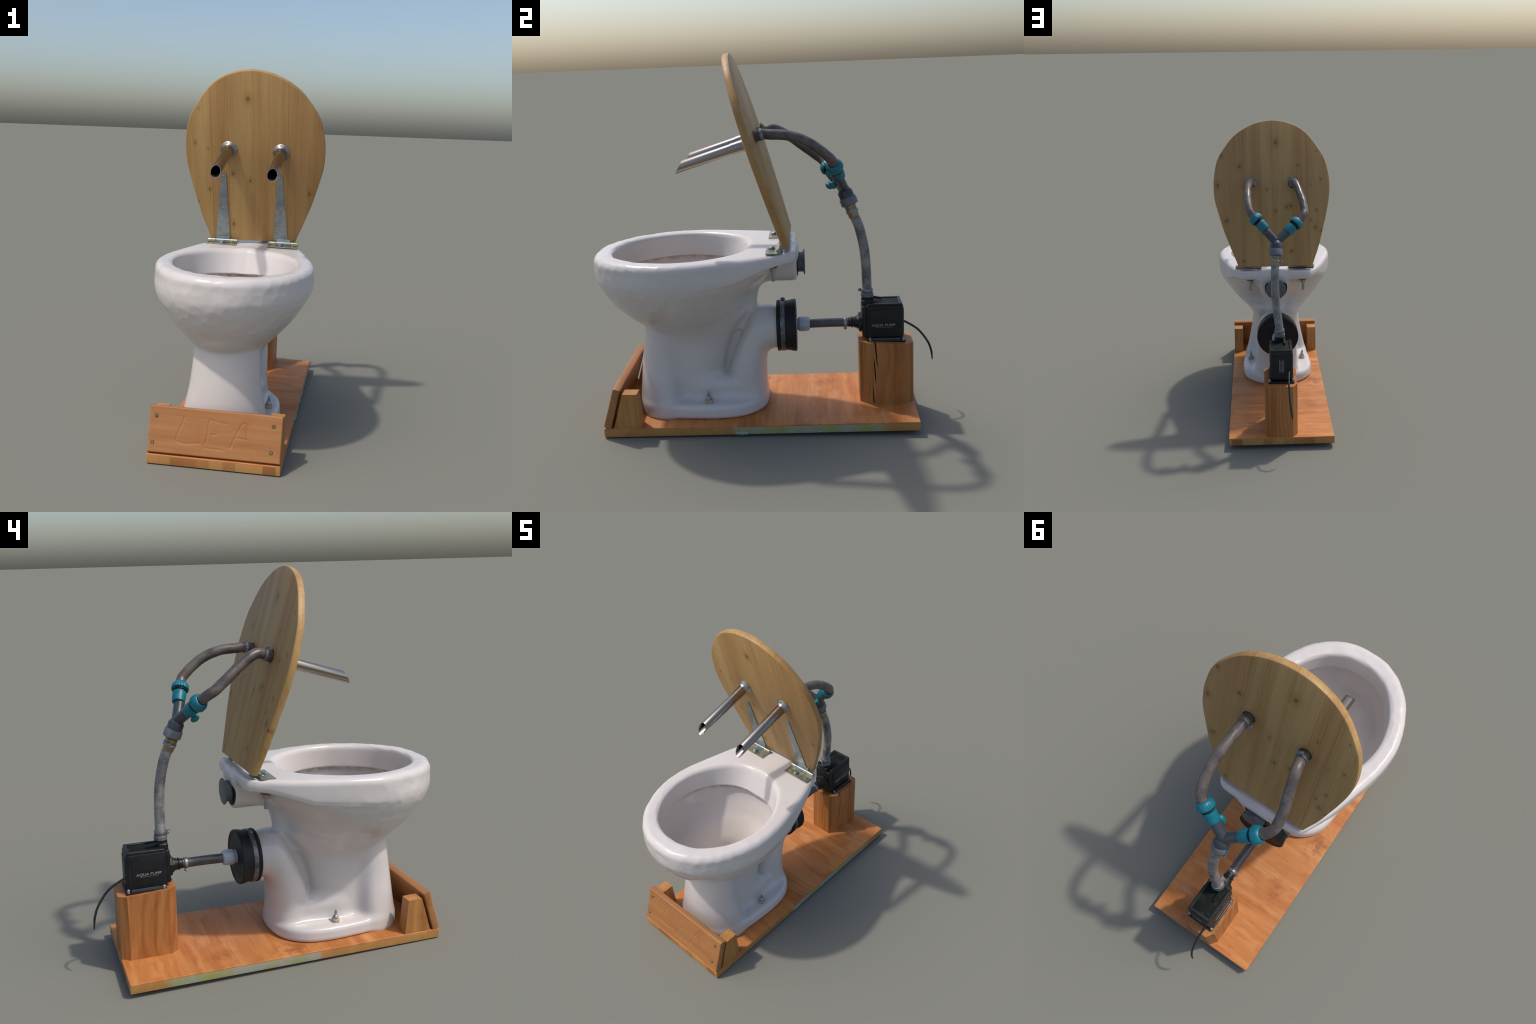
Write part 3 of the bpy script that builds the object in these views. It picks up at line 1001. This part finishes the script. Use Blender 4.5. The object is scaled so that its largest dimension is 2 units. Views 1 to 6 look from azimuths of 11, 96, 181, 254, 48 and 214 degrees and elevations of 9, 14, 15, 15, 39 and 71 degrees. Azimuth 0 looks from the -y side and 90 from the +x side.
# T hinges: tapered strap on the lid, knuckle, plate on the bowl
strap_screw_me = screw_mesh("hinge_screw", 0.0072)
strap_screw_me.materials.append(MAT_SCREW)
for (hx, tipx) in ((-0.172, -0.158), (0.178, 0.171)):
    bm = bmesh.new()
    t0, t1 = 0.012, 0.428
    w0, w1 = 0.0425, 0.0145
    outline = [(-w0 + hx, t0), (w0 + hx, t0), (tipx + w1, t1 - 0.006), (tipx + w1 - 0.006, t1), (tipx - w1 + 0.006, t1), (tipx - w1, t1 - 0.006)]
    A = [bm.verts.new((p[0], FRONT - 0.0003, p[1])) for p in outline]
    B = [bm.verts.new((p[0], FRONT - 0.0040, p[1])) for p in outline]
    bm.faces.new(A); bm.faces.new(B[::-1])
    for i in range(len(A)):
        j = (i + 1) % len(A)
        bm.faces.new((A[i], B[i], B[j], A[j]))
    bevel_all(bm, 0.001, 1)
    strap = link("hinge_strap", bm_to_mesh(bm, "hinge_strap", 30), MAT_ZINC, lid)
    for (dx, t) in ((0.0, 0.404), (0.002, 0.205), (0.022, 0.110), (-0.024, 0.068)):
        k = (t - t0) / (t1 - t0)
        ob = link("hinge_screw", strap_screw_me, None, lid)
        ob.matrix_local = axis_matrix((hx * (1 - k) + tipx * k + dx, FRONT - 0.0042, t), (0, -1, 0))
    # knuckle: central roll in zinc, outer rolls in yellow zinc, pin through both
    KY, KZ = 0.139, 0.988
    for (xa, xb, mt) in ((-0.0425, 0.0425, MAT_ZINC), (-0.090, -0.0435, MAT_YELLOW_ZINC), (0.0435, 0.090, MAT_YELLOW_ZINC)):
        link("hinge_knuckle", lathe("hinge_knuckle", [(0.0108, 0), (0.0118, 0.001), (0.0118, xb - xa - 0.001), (0.0108, xb - xa)],
                                    (hx + 0.018 * (hx > 0) + xa, KY, KZ), (1, 0, 0), 20), mt)
    cx = hx + 0.018 * (hx > 0)
    # fold of strap metal up to the knuckle
    link("hinge_fold", box("hinge_fold", (cx, 0.148, 0.997), (0.083, 0.006, 0.030), 0.002), MAT_ZINC)
    # plate with a rolled back edge
    bm = bmesh.new()
    prof = [(0.070, 0.9785), (0.085, 0.9775), (0.118, 0.9770), (0.132, 0.9775), (0.136, 0.9795)]
    th = 0.0045
    rows = []
    for (y, z) in prof:
        rows.append([bm.verts.new((cx - 0.089, y, z)), bm.verts.new((cx + 0.089, y, z)),
                     bm.verts.new((cx + 0.089, y, z - th)), bm.verts.new((cx - 0.089, y, z - th))])
    for a, b in zip(rows[:-1], rows[1:]):
        for i in range(4):
            j = (i + 1) % 4
            bm.faces.new((a[i], a[j], b[j], b[i]))
    bm.faces.new(rows[0][::-1]); bm.faces.new(rows[-1])
    bevel_all(bm, 0.0012, 1, 50)
    plate = link("hinge_plate", bm_to_mesh(bm, "hinge_plate", 30), MAT_YELLOW_ZINC)
    hexr = 0.018
    link("hinge_bolt", lathe("hinge_bolt", [(0.021, 0), (0.021, 0.003), (hexr, 0.0032), (hexr, 0.013), (hexr * 0.85, 0.015)],
                             (hx + 0.002, 0.099, 0.9765), (0, 0, 1), 6, 20), MAT_ZINC, plate)
    for dx in (-0.062, 0.062):
        link("plate_screw_hole", lathe("plate_screw_hole", [(0.0085, 0), (0.0085, 0.0012), (0.0060, 0.0016), (0.0055, 0.0004), (0.0003, 0.0003)],
                                       (cx + dx, 0.092, 0.9772), (0, 0, 1), 20), MAT_BOLT, plate)

# --------------------------------------------------------------------------
#  bolts of the bowl, flush inlet plug
# --------------------------------------------------------------------------
for sx in (1, -1):
    bx, by = (0.1985, -0.289)
    base = link("foot_bolt", lathe("foot_bolt", [(0.0165, 0.0), (0.0165, 0.012), (0.0125, 0.020), (0.008, 0.024), (0.0075, 0.040), (0.004, 0.052), (0.001, 0.056)],
                                   (sx * bx, by, 0.138), (0.06 * sx, 0, 1), 10, 25), MAT_BOLT)
    link("bolt_washer", lathe("bolt_washer", [(0.0225, 0), (0.0230, 0.004), (0.0215, 0.018), (0.018, 0.020)], (sx * bx, by, 0.1195), (0.06 * sx, 0, 1), 24), MAT_WASHER, base)
    hb = link("deck_bolt", lathe("deck_bolt", [(0.0085, 0.0), (0.009, 0.002), (0.009, 0.056), (0.0175, 0.056), (0.0175, 0.070), (0.020, 0.071), (0.020, 0.075), (0.019, 0.078)],
                                 (sx * 0.188, 0.100, 0.803), (0, 0, 1), 12, 25), MAT_BOLT)
    link("deck_washer", lathe("deck_washer", [(0.024, 0), (0.028, 0.005), (0.028, 0.028)], (sx * 0.188, 0.100, 0.879), (0, 0, 1), 24), MAT_BROWN_WASHER, hb)

plug = link("inlet_plug", lathe("inlet_plug", [(0.055, 0.0), (0.055, 0.036), (0.069, 0.039), (0.070, 0.044), (0.067, 0.046), (0.002, 0.0455)],
                                (0.010, 0.222, 0.857), (0, 1, 0), 48), plain("dark_plug_plastic", gamma((84, 88, 94)), 0.45))
link("plug_seal", lathe("plug_seal", [(0.078, 0.0), (0.078, 0.006), (0.072, 0.010), (0.055, 0.010)], (0.008, 0.219, 0.857), (0, 1, 0), 48), MAT_RUBBER, plug)


# --------------------------------------------------------------------------
#  clamps
# --------------------------------------------------------------------------
def clamp(origin, axis, r, width, side, mat=MAT_CLAMP, parent=root, screw=0.03, name="hose_clamp"):
    """band round a hose with a screw housing on one side"""
    a = Vector(axis).normalized()
    s = Vector(side)
    s = (s - a * s.dot(a)).normalized()
    t = a.cross(s)
    o = Vector(origin)
    bm = bmesh.new()
    w = width / 2
    lathe_into(bm, [(r - 0.003, -w), (r + 0.0025, -w), (r + 0.0035, -w * 0.8), (r + 0.0030, 0), (r + 0.0035, w * 0.8), (r + 0.0025, w), (r - 0.003, w)],
               o, a, 36)
    band = link(name, bm_to_mesh(bm, name, 40), mat, parent)
    bm = bmesh.new()
    c = o + s * (r + 0.010)
    lathe_into(bm, [(0.005, -screw / 2), (0.0078, -screw / 2 + 0.002), (0.0078, screw / 2 - 0.010), (0.0055, screw / 2 - 0.009),
                    (0.0055, screw / 2 - 0.007), (0.0085, screw / 2 - 0.006), (0.0085, screw / 2), (0.006, screw / 2 + 0.002)], c, t, 12)
    b2 = box_bm((0, 0, 0), (0.014, 0.020, width * 1.05))
    m = Matrix((s, t, a)).transposed().to_4x4()
    m.translation = o + s * (r + 0.006)
    bmesh.ops.transform(b2, matrix=m, verts=b2.verts)
    tmp = bpy.data.meshes.new("tmp")
    b2.to_mesh(tmp)
    b2.free()
    bm.from_mesh(tmp)
    bpy.data.meshes.remove(tmp)
    link("clamp_screw", bm_to_mesh(bm, "clamp_screw", 35), mat, band)
    return band


# --------------------------------------------------------------------------
#  rubber end cap, suction line, pump
# --------------------------------------------------------------------------
AX = 0.489
cap_prof = [(0.120, 0.0), (0.141, 0.0), (0.1435, 0.003), (0.1435, 0.012), (0.140, 0.016), (0.1385, 0.045), (0.140, 0.062), (0.146, 0.090),
            (0.1465, 0.102), (0.143, 0.107), (0.136, 0.1075), (0.128, 0.104), (0.110, 0.104), (0.060, 0.106), (0.002, 0.106)]
endcap = link("rubber_end_cap", lathe("rubber_end_cap", cap_prof, (0.0, 0.100, AX), (0, 1, 0), 64, 30), MAT_RUBBER)
clamp((0, 0.134, AX), (0, 1, 0), 0.1395, 0.024, (-0.24, 0, 1), plain("worn_band_steel", (0.15, 0.155, 0.16), 0.45, 0.7, 0.4, 30), endcap, 0.034, "band_clamp")

gland = link("gland_nut", lathe("gland_nut", [(0.034, 0.0), (0.036, 0.002), (0.036, 0.016), (0.0325, 0.018), (0.0325, 0.026), (0.0375, 0.028), (0.0375, 0.030),
                                              (0.0415, 0.034), (0.0425, 0.050), (0.0415, 0.076), (0.0375, 0.088), (0.030, 0.092), (0.025, 0.092)],
                                (0, 0.190, AX + 0.004), (0, 1, 0), 14, 20), MAT_PALE)
link("suction_hose", tube("suction_hose", [(0, 0.272, AX + 0.004), (0, 0.36, AX + 0.006), (0, 0.43, AX + 0.006), (0, 0.508, AX + 0.005)], 0.0250, 24), MAT_HOSE_DARK)
clamp((0, 0.480, AX + 0.006), (0, 1, 0), 0.0265, 0.016, (-0.45, 0, -1))

# pump
pump = link("pump", box("pump", (-0.006, 0.694, 0.510), (0.142, 0.208, 0.200), 0.022, 4), MAT_PUMP)
bm = bmesh.new()
for (sx) in (1, -1):
    b = box_bm((-0.006 + sx * 0.0705, 0.690, 0.510), (0.006, 0.160, 0.150))
    bevel_all(b, 0.0025, 2)
    tmp = bpy.data.meshes.new("tmp"); b.to_mesh(tmp); b.free(); bm.from_mesh(tmp); bpy.data.meshes.remove(tmp)
b = box_bm((-0.006, 0.7985, 0.506), (0.100, 0.006, 0.150))
bevel_all(b, 0.0025, 2)
tmp = bpy.data.meshes.new("tmp"); b.to_mesh(tmp); b.free(); bm.from_mesh(tmp); bpy.data.meshes.remove(tmp)
link("pump_panel", bm_to_mesh(bm, "pump_panel"), MAT_PUMP, pump)
# hollow top: raised rim with a mossy grille between
for (c, s) in (((0.055, 0.695, 0.609), (0.018, 0.190, 0.014)), ((-0.067, 0.695, 0.609), (0.018, 0.190, 0.014)), ((-0.006, 0.783, 0.609), (0.132, 0.016, 0.014))):
    link("pump_rim", box("pump_rim", c, s, 0.005, 3), MAT_PUMP, pump)
link("pump_grille", box("pump_grille", (-0.006, 0.690, 0.6090), (0.106, 0.182, 0.004), 0.001), MAT_PUMP_TOP, pump)
# foot plate with rails and lugs
link("pump_foot", box("pump_foot", (-0.004, 0.702, 0.4025), (0.164, 0.208, 0.014), 0.005, 2), MAT_PUMP, pump)
for sx in (1, -1):
    link("foot_rail", box("foot_rail", (-0.004 + sx * 0.075, 0.700, 0.414), (0.010, 0.160, 0.014), 0.003, 2), plain("worn_pump_plastic", gamma((58, 62, 68)), 0.35), pump)
    for y in (0.612, 0.794):
        link("foot_lug", lathe("foot_lug", [(0.008, 0), (0.008, 0.016), (0.005, 0.020)], (-0.004 + sx * 0.075, y, 0.405), (0, 0, 1), 12), MAT_BOLT, pump)
# front cover, suction stub, delivery stub
link("pump_cover", box("pump_cover", (-0.001, 0.584, 0.512), (0.126, 0.024, 0.176), 0.008, 3), MAT_PUMP, pump)
link("pump_cover_ring", lathe("pump_cover_ring", [(0.056, 0.0), (0.056, 0.016), (0.050, 0.020), (0.040, 0.021), (0.038, 0.030), (0.034, 0.031)],
                              (0, 0.574, AX + 0.006), (0, -1, 0), 9, 20), MAT_PUMP, pump)
link("suction_stub", lathe("suction_stub", [(0.032, 0.0), (0.032, 0.018), (0.027, 0.020), (0.027, 0.026), (0.033, 0.028), (0.033, 0.032), (0.027, 0.034), (0.0265, 0.052), (0.020, 0.053)],
                           (0, 0.548, AX + 0.006), (0, -1, 0), 28), MAT_PUMP, pump)
link("delivery_block", box("delivery_block", (-0.001, 0.600, 0.585), (0.075, 0.055, 0.090), 0.014, 3), MAT_PUMP, pump)
link("delivery_stub", lathe("delivery_stub", [(0.034, 0.0), (0.034, 0.016), (0.030, 0.018), (0.030, 0.026), (0.020, 0.027)], (-0.001, 0.605, 0.622), (0, 0, 1), 28), MAT_PUMP, pump)
bm = bmesh.new()
ridge = box_bm((0, 0, 0), (0.012, 0.075, 0.010))
bmesh.ops.transform(ridge, matrix=Matrix.Translation((-0.030, 0.650, 0.628)) @ Matrix.Rotation(math.radians(-12), 4, 'X'), verts=ridge.verts)
link("pump_lever", bm_to_mesh(ridge, "pump_lever"), MAT_PUMP, pump)
bm.free()


def text_mesh(name, body, size, thick=0.0012, shear=0.0):
    cu = bpy.data.curves.new(name, 'FONT')
    cu.body = body
    cu.size = size
    cu.extrude = thick / 2
    cu.shear = shear
    cu.align_x = 'CENTER'
    cu.resolution_u = 3
    ob = bpy.data.objects.new(name, cu)
    bpy.context.scene.collection.objects.link(ob)
    bpy.context.view_layer.update()
    me = bpy.data.meshes.new_from_object(ob.evaluated_get(bpy.context.evaluated_depsgraph_get()))
    bpy.data.objects.remove(ob)
    me.name = name
    co = np.array([v.co[:] for v in me.vertices])
    return me, co[:, 0].max() - co[:, 0].min()


word_me, ww = text_mesh("pump_lettering", "AQUA PUMP", 0.02)
word_me.materials.append(MAT_PRINT)
small_bm = bmesh.new()
x = -0.045
while x < 0.045:                      # a line of print too small to read
    w = random.uniform(0.003, 0.008)
    b = bmesh.ops.create_cube(small_bm, size=1.0)
    for v in b["verts"]:
        v.co = Vector((x + w / 2 + v.co.x * w, -0.006 + v.co.y * 0.0026, v.co.z * 0.001))
    x += w + 0.0022
small_me = bm_to_mesh(small_bm, "small_print")
small_me.materials.append(plain("faded_print", gamma((104, 106, 110)), 0.5))
sc = 0.128 / ww
for (sx) in (1, -1):
    o = (-0.006 + sx * 0.0738, 0.687, 0.488)
    rot = Matrix(((0, 0, sx), (sx, 0, 0), (0, 1, 0))).to_4x4()
    ob = link("pump_lettering", word_me, None, pump)
    ob.matrix_local = Matrix.Translation(o) @ rot @ Matrix.Diagonal((sc, 1.0, 1.0, 1.0))
    ob = link("small_print", small_me, None, pump)
    ob.matrix_local = Matrix.Translation(o) @ rot
# small plate of print on the back
bm = bmesh.new()
for row in range(4):
    z = 0.474
    while z < 0.552:
        w = random.uniform(0.004, 0.012)
        b = bmesh.ops.create_cube(bm, size=1.0)
        for v in b["verts"]:
            v.co = Vector((-0.018 + row * 0.0085 + v.co.x * 0.0045, 0.8022 + v.co.y * 0.001, z + w / 2 + v.co.z * w))
        z += w + 0.0028
lab = link("label_print", bm_to_mesh(bm, "label_print"), plain("faded_label_print", gamma((120, 122, 124)), 0.5), pump)
lab["kind"] = "stuff"

link("power_cable", tube("power_cable", [(-0.052, 0.790, 0.480), (-0.051, 0.816, 0.472), (-0.047, 0.889, 0.424), (-0.050, 0.944, 0.350), (-0.057, 0.967, 0.288), (-0.064, 0.974, 0.232)],
                         0.0062, 50, 12, radius_fn=lambda t: 0.0062 - 0.003 * max(0, t - 0.85) / 0.15), MAT_CABLE, pump)

# --------------------------------------------------------------------------
#  delivery hose, Y piece, teal couplings, hoses to the spouts
# --------------------------------------------------------------------------
node = np.array([0.007, 0.492, 1.246])
coll = np.array([0.011, 0.513, 1.190])
down = (coll - node) / np.linalg.norm(coll - node)
main = link("delivery_hose", tube("delivery_hose", [(-0.002, 0.604, 0.640), (0.000, 0.604, 0.700), (0.012, 0.601, 0.800), (0.022, 0.592, 0.919),
                                                     (0.023, 0.567, 1.040), (0.019, 0.538, 1.115)], 0.0265, 60, 28), MAT_HOSE_GREY)
clamp((-0.001, 0.604, 0.682), (0.03, 0, 1), 0.0295, 0.018, (-0.3, -1, 0))
link("hose_nut", lathe("hose_nut", [(0.030, 0.0), (0.035, 0.003), (0.035, 0.020), (0.031, 0.026), (0.028, 0.027)], (-0.001, 0.605, 0.642), (0, 0, 1), 12, 20), MAT_NUT)
link("brass_tail", lathe("brass_tail", [(0.024, 0), (0.0285, 0.001), (0.0285, 0.050), (0.031, 0.052), (0.031, 0.066), (0.027, 0.070), (0.027, 0.082)],
                         (0.021, 0.543, 1.098), (-0.18, -0.36, 1.0), 28), MAT_BRASS)
clamp((0.0165, 0.532, 1.131), (-0.18, -0.36, 1.0), 0.0305, 0.018, (-1, -0.1, 0))

up = -down
link("union_nut", lathe("union_nut", [(0.036, 0.0), (0.042, 0.003), (0.0455, 0.006), (0.0455, 0.040), (0.043, 0.046), (0.036, 0.047)],
                        coll - 0.030 * up, up, 36, 30, ribs=18, rib_amp=0.0008, rib_range=(0.005, 0.041)), MAT_NUT)
ypiece_bm = bmesh.new()
lathe_into(ypiece_bm, [(0.034, 0.0), (0.0405, 0.002), (0.0405, 0.034), (0.037, 0.040), (0.030, 0.052), (0.018, 0.066)], coll + 0.014 * up, up, 36)
ARMS = ((np.array([0.098, 0.457, 1.349]), np.array([0.149, 0.435, 1.401])),
        (np.array([-0.084, 0.439, 1.318]), np.array([-0.146, 0.401, 1.369])))
for (s, b) in ARMS:
    d = b - s
    d = d / np.linalg.norm(d)
    base = node - 0.004 * d
    L = np.linalg.norm(s - base)
    lathe_into(ypiece_bm, [(0.016, -0.012), (0.0285, 0.0), (0.0285, L - 0.03), (0.026, L + 0.04), (0.020, L + 0.05)], base, d, 32)
ypiece = link("y_piece", bm_to_mesh(ypiece_bm, "y_piece", 35), MAT_PVC)

R_HOSE = [in_lid(0.1765, 0.0, 0.582), in_lid(0.1775, 0.055, 0.583), (0.182, 0.130, 1.571), (0.186, 0.215, 1.562), (0.189, 0.290, 1.536),
          (0.188, 0.362, 1.488), (0.174, 0.418, 1.436), (0.150, 0.436, 1.402)]
L_HOSE = [in_lid(-0.1235, 0.0, 0.575), in_lid(-0.126, 0.055, 0.577), (-0.137, 0.132, 1.572), (-0.158, 0.212, 1.524), (-0.178, 0.288, 1.464),
          (-0.184, 0.345, 1.418), (-0.170, 0.380, 1.393), (-0.146, 0.401, 1.369)]
for (path, (s, b), hx) in ((R_HOSE, ARMS[0], 1), (L_HOSE, ARMS[1], -1)):
    d = b - s
    d = d / np.linalg.norm(d)
    link("spout_hose", tube("spout_hose", path, 0.0262, 70, 28, lump=0.028), MAT_HOSE)
    # quick coupling: sleeve, black ring, ribbed domed nut
    cp = link("coupling_sleeve", lathe("coupling_sleeve", [(0.027, 0.0), (0.0315, 0.001), (0.0325, 0.010), (0.0345, 0.020), (0.0355, 0.050), (0.0345, 0.060), (0.030, 0.062)],
                                       s - 0.034 * d, d, 40), MAT_TEAL)
    link("coupling_ring", lathe("coupling_ring", [(0.029, 0.0), (0.031, 0.002), (0.031, 0.006), (0.036, 0.007), (0.036, 0.013), (0.030, 0.020)], s + 0.026 * d, d, 36), MAT_RUBBER, cp)
    link("coupling_nut", lathe("coupling_nut", [(0.034, 0.0), (0.0425, 0.001), (0.0445, 0.004), (0.0445, 0.016), (0.0425, 0.028), (0.0375, 0.038), (0.0325, 0.043), (0.0285, 0.0445), (0.026, 0.038)],
                               s + 0.043 * d, d, 72, 30, ribs=24, rib_amp=0.0009, rib_range=(0.003, 0.030)), MAT_TEAL, cp)
    # release catch on the lid side of the sleeve
    bm = bmesh.new()
    r = bmesh.ops.create_uvsphere(bm, u_segments=20, v_segments=12, radius=1.0)
    cc = np.array([0.060, 0.431, 1.280] if hx > 0 else [-0.052, 0.415, 1.262])
    m = axis_matrix(cc, d)
    for v in bm.verts:
        v.co = m @ Vector((v.co.x * 0.019, v.co.y * 0.015, v.co.z * 0.027))
    foot = s - 0.026 * d                          # stem back to the sleeve
    ax = cc - foot
    lathe_into(bm, [(0.011, 0.0), (0.010, 0.5 * np.linalg.norm(ax)), (0.012, np.linalg.norm(ax))], foot, ax, 16)
    link("release_catch", bm_to_mesh(bm, "release_catch", 60), MAT_TEAL, cp)
    # collar through the lid and clamp
    p0 = in_lid(path[0][0], 0.0, 0)
    t = 0.582 if hx > 0 else 0.575
    nn = np.array([0, math.cos(LEAN), math.sin(LEAN)])
    x0 = 0.1765 if hx > 0 else -0.1235
    link("spout_tail", lathe("spout_tail", [(0.0285, 0), (0.0285, 0.040), (0.027, 0.042)], in_lid(x0, LID_T / 2 - 0.005, t), nn, 28),
         plain("brown_tail_plastic", gamma((84, 74, 68)), 0.4))
    link("lid_hole", lathe("lid_hole", [(0.0335, 0), (0.0335, 0.0014), (0.027, 0.0016)], in_lid(x0 , LID_T / 2 - 0.0006, t), nn, 32), MAT_CRACK)
    if hx > 0:
        clamp(in_lid(x0 + 0.001, 0.056, t + 0.001), nn, 0.0285, 0.018, (-1, 0, -0.35))
    else:
        clamp(in_lid(x0 - 0.002, 0.050, t + 0.001), nn, 0.0285, 0.018, (0.35, 0, 1))

for me in list(bpy.data.meshes):
    if me.users == 0:
        bpy.data.meshes.remove(me)
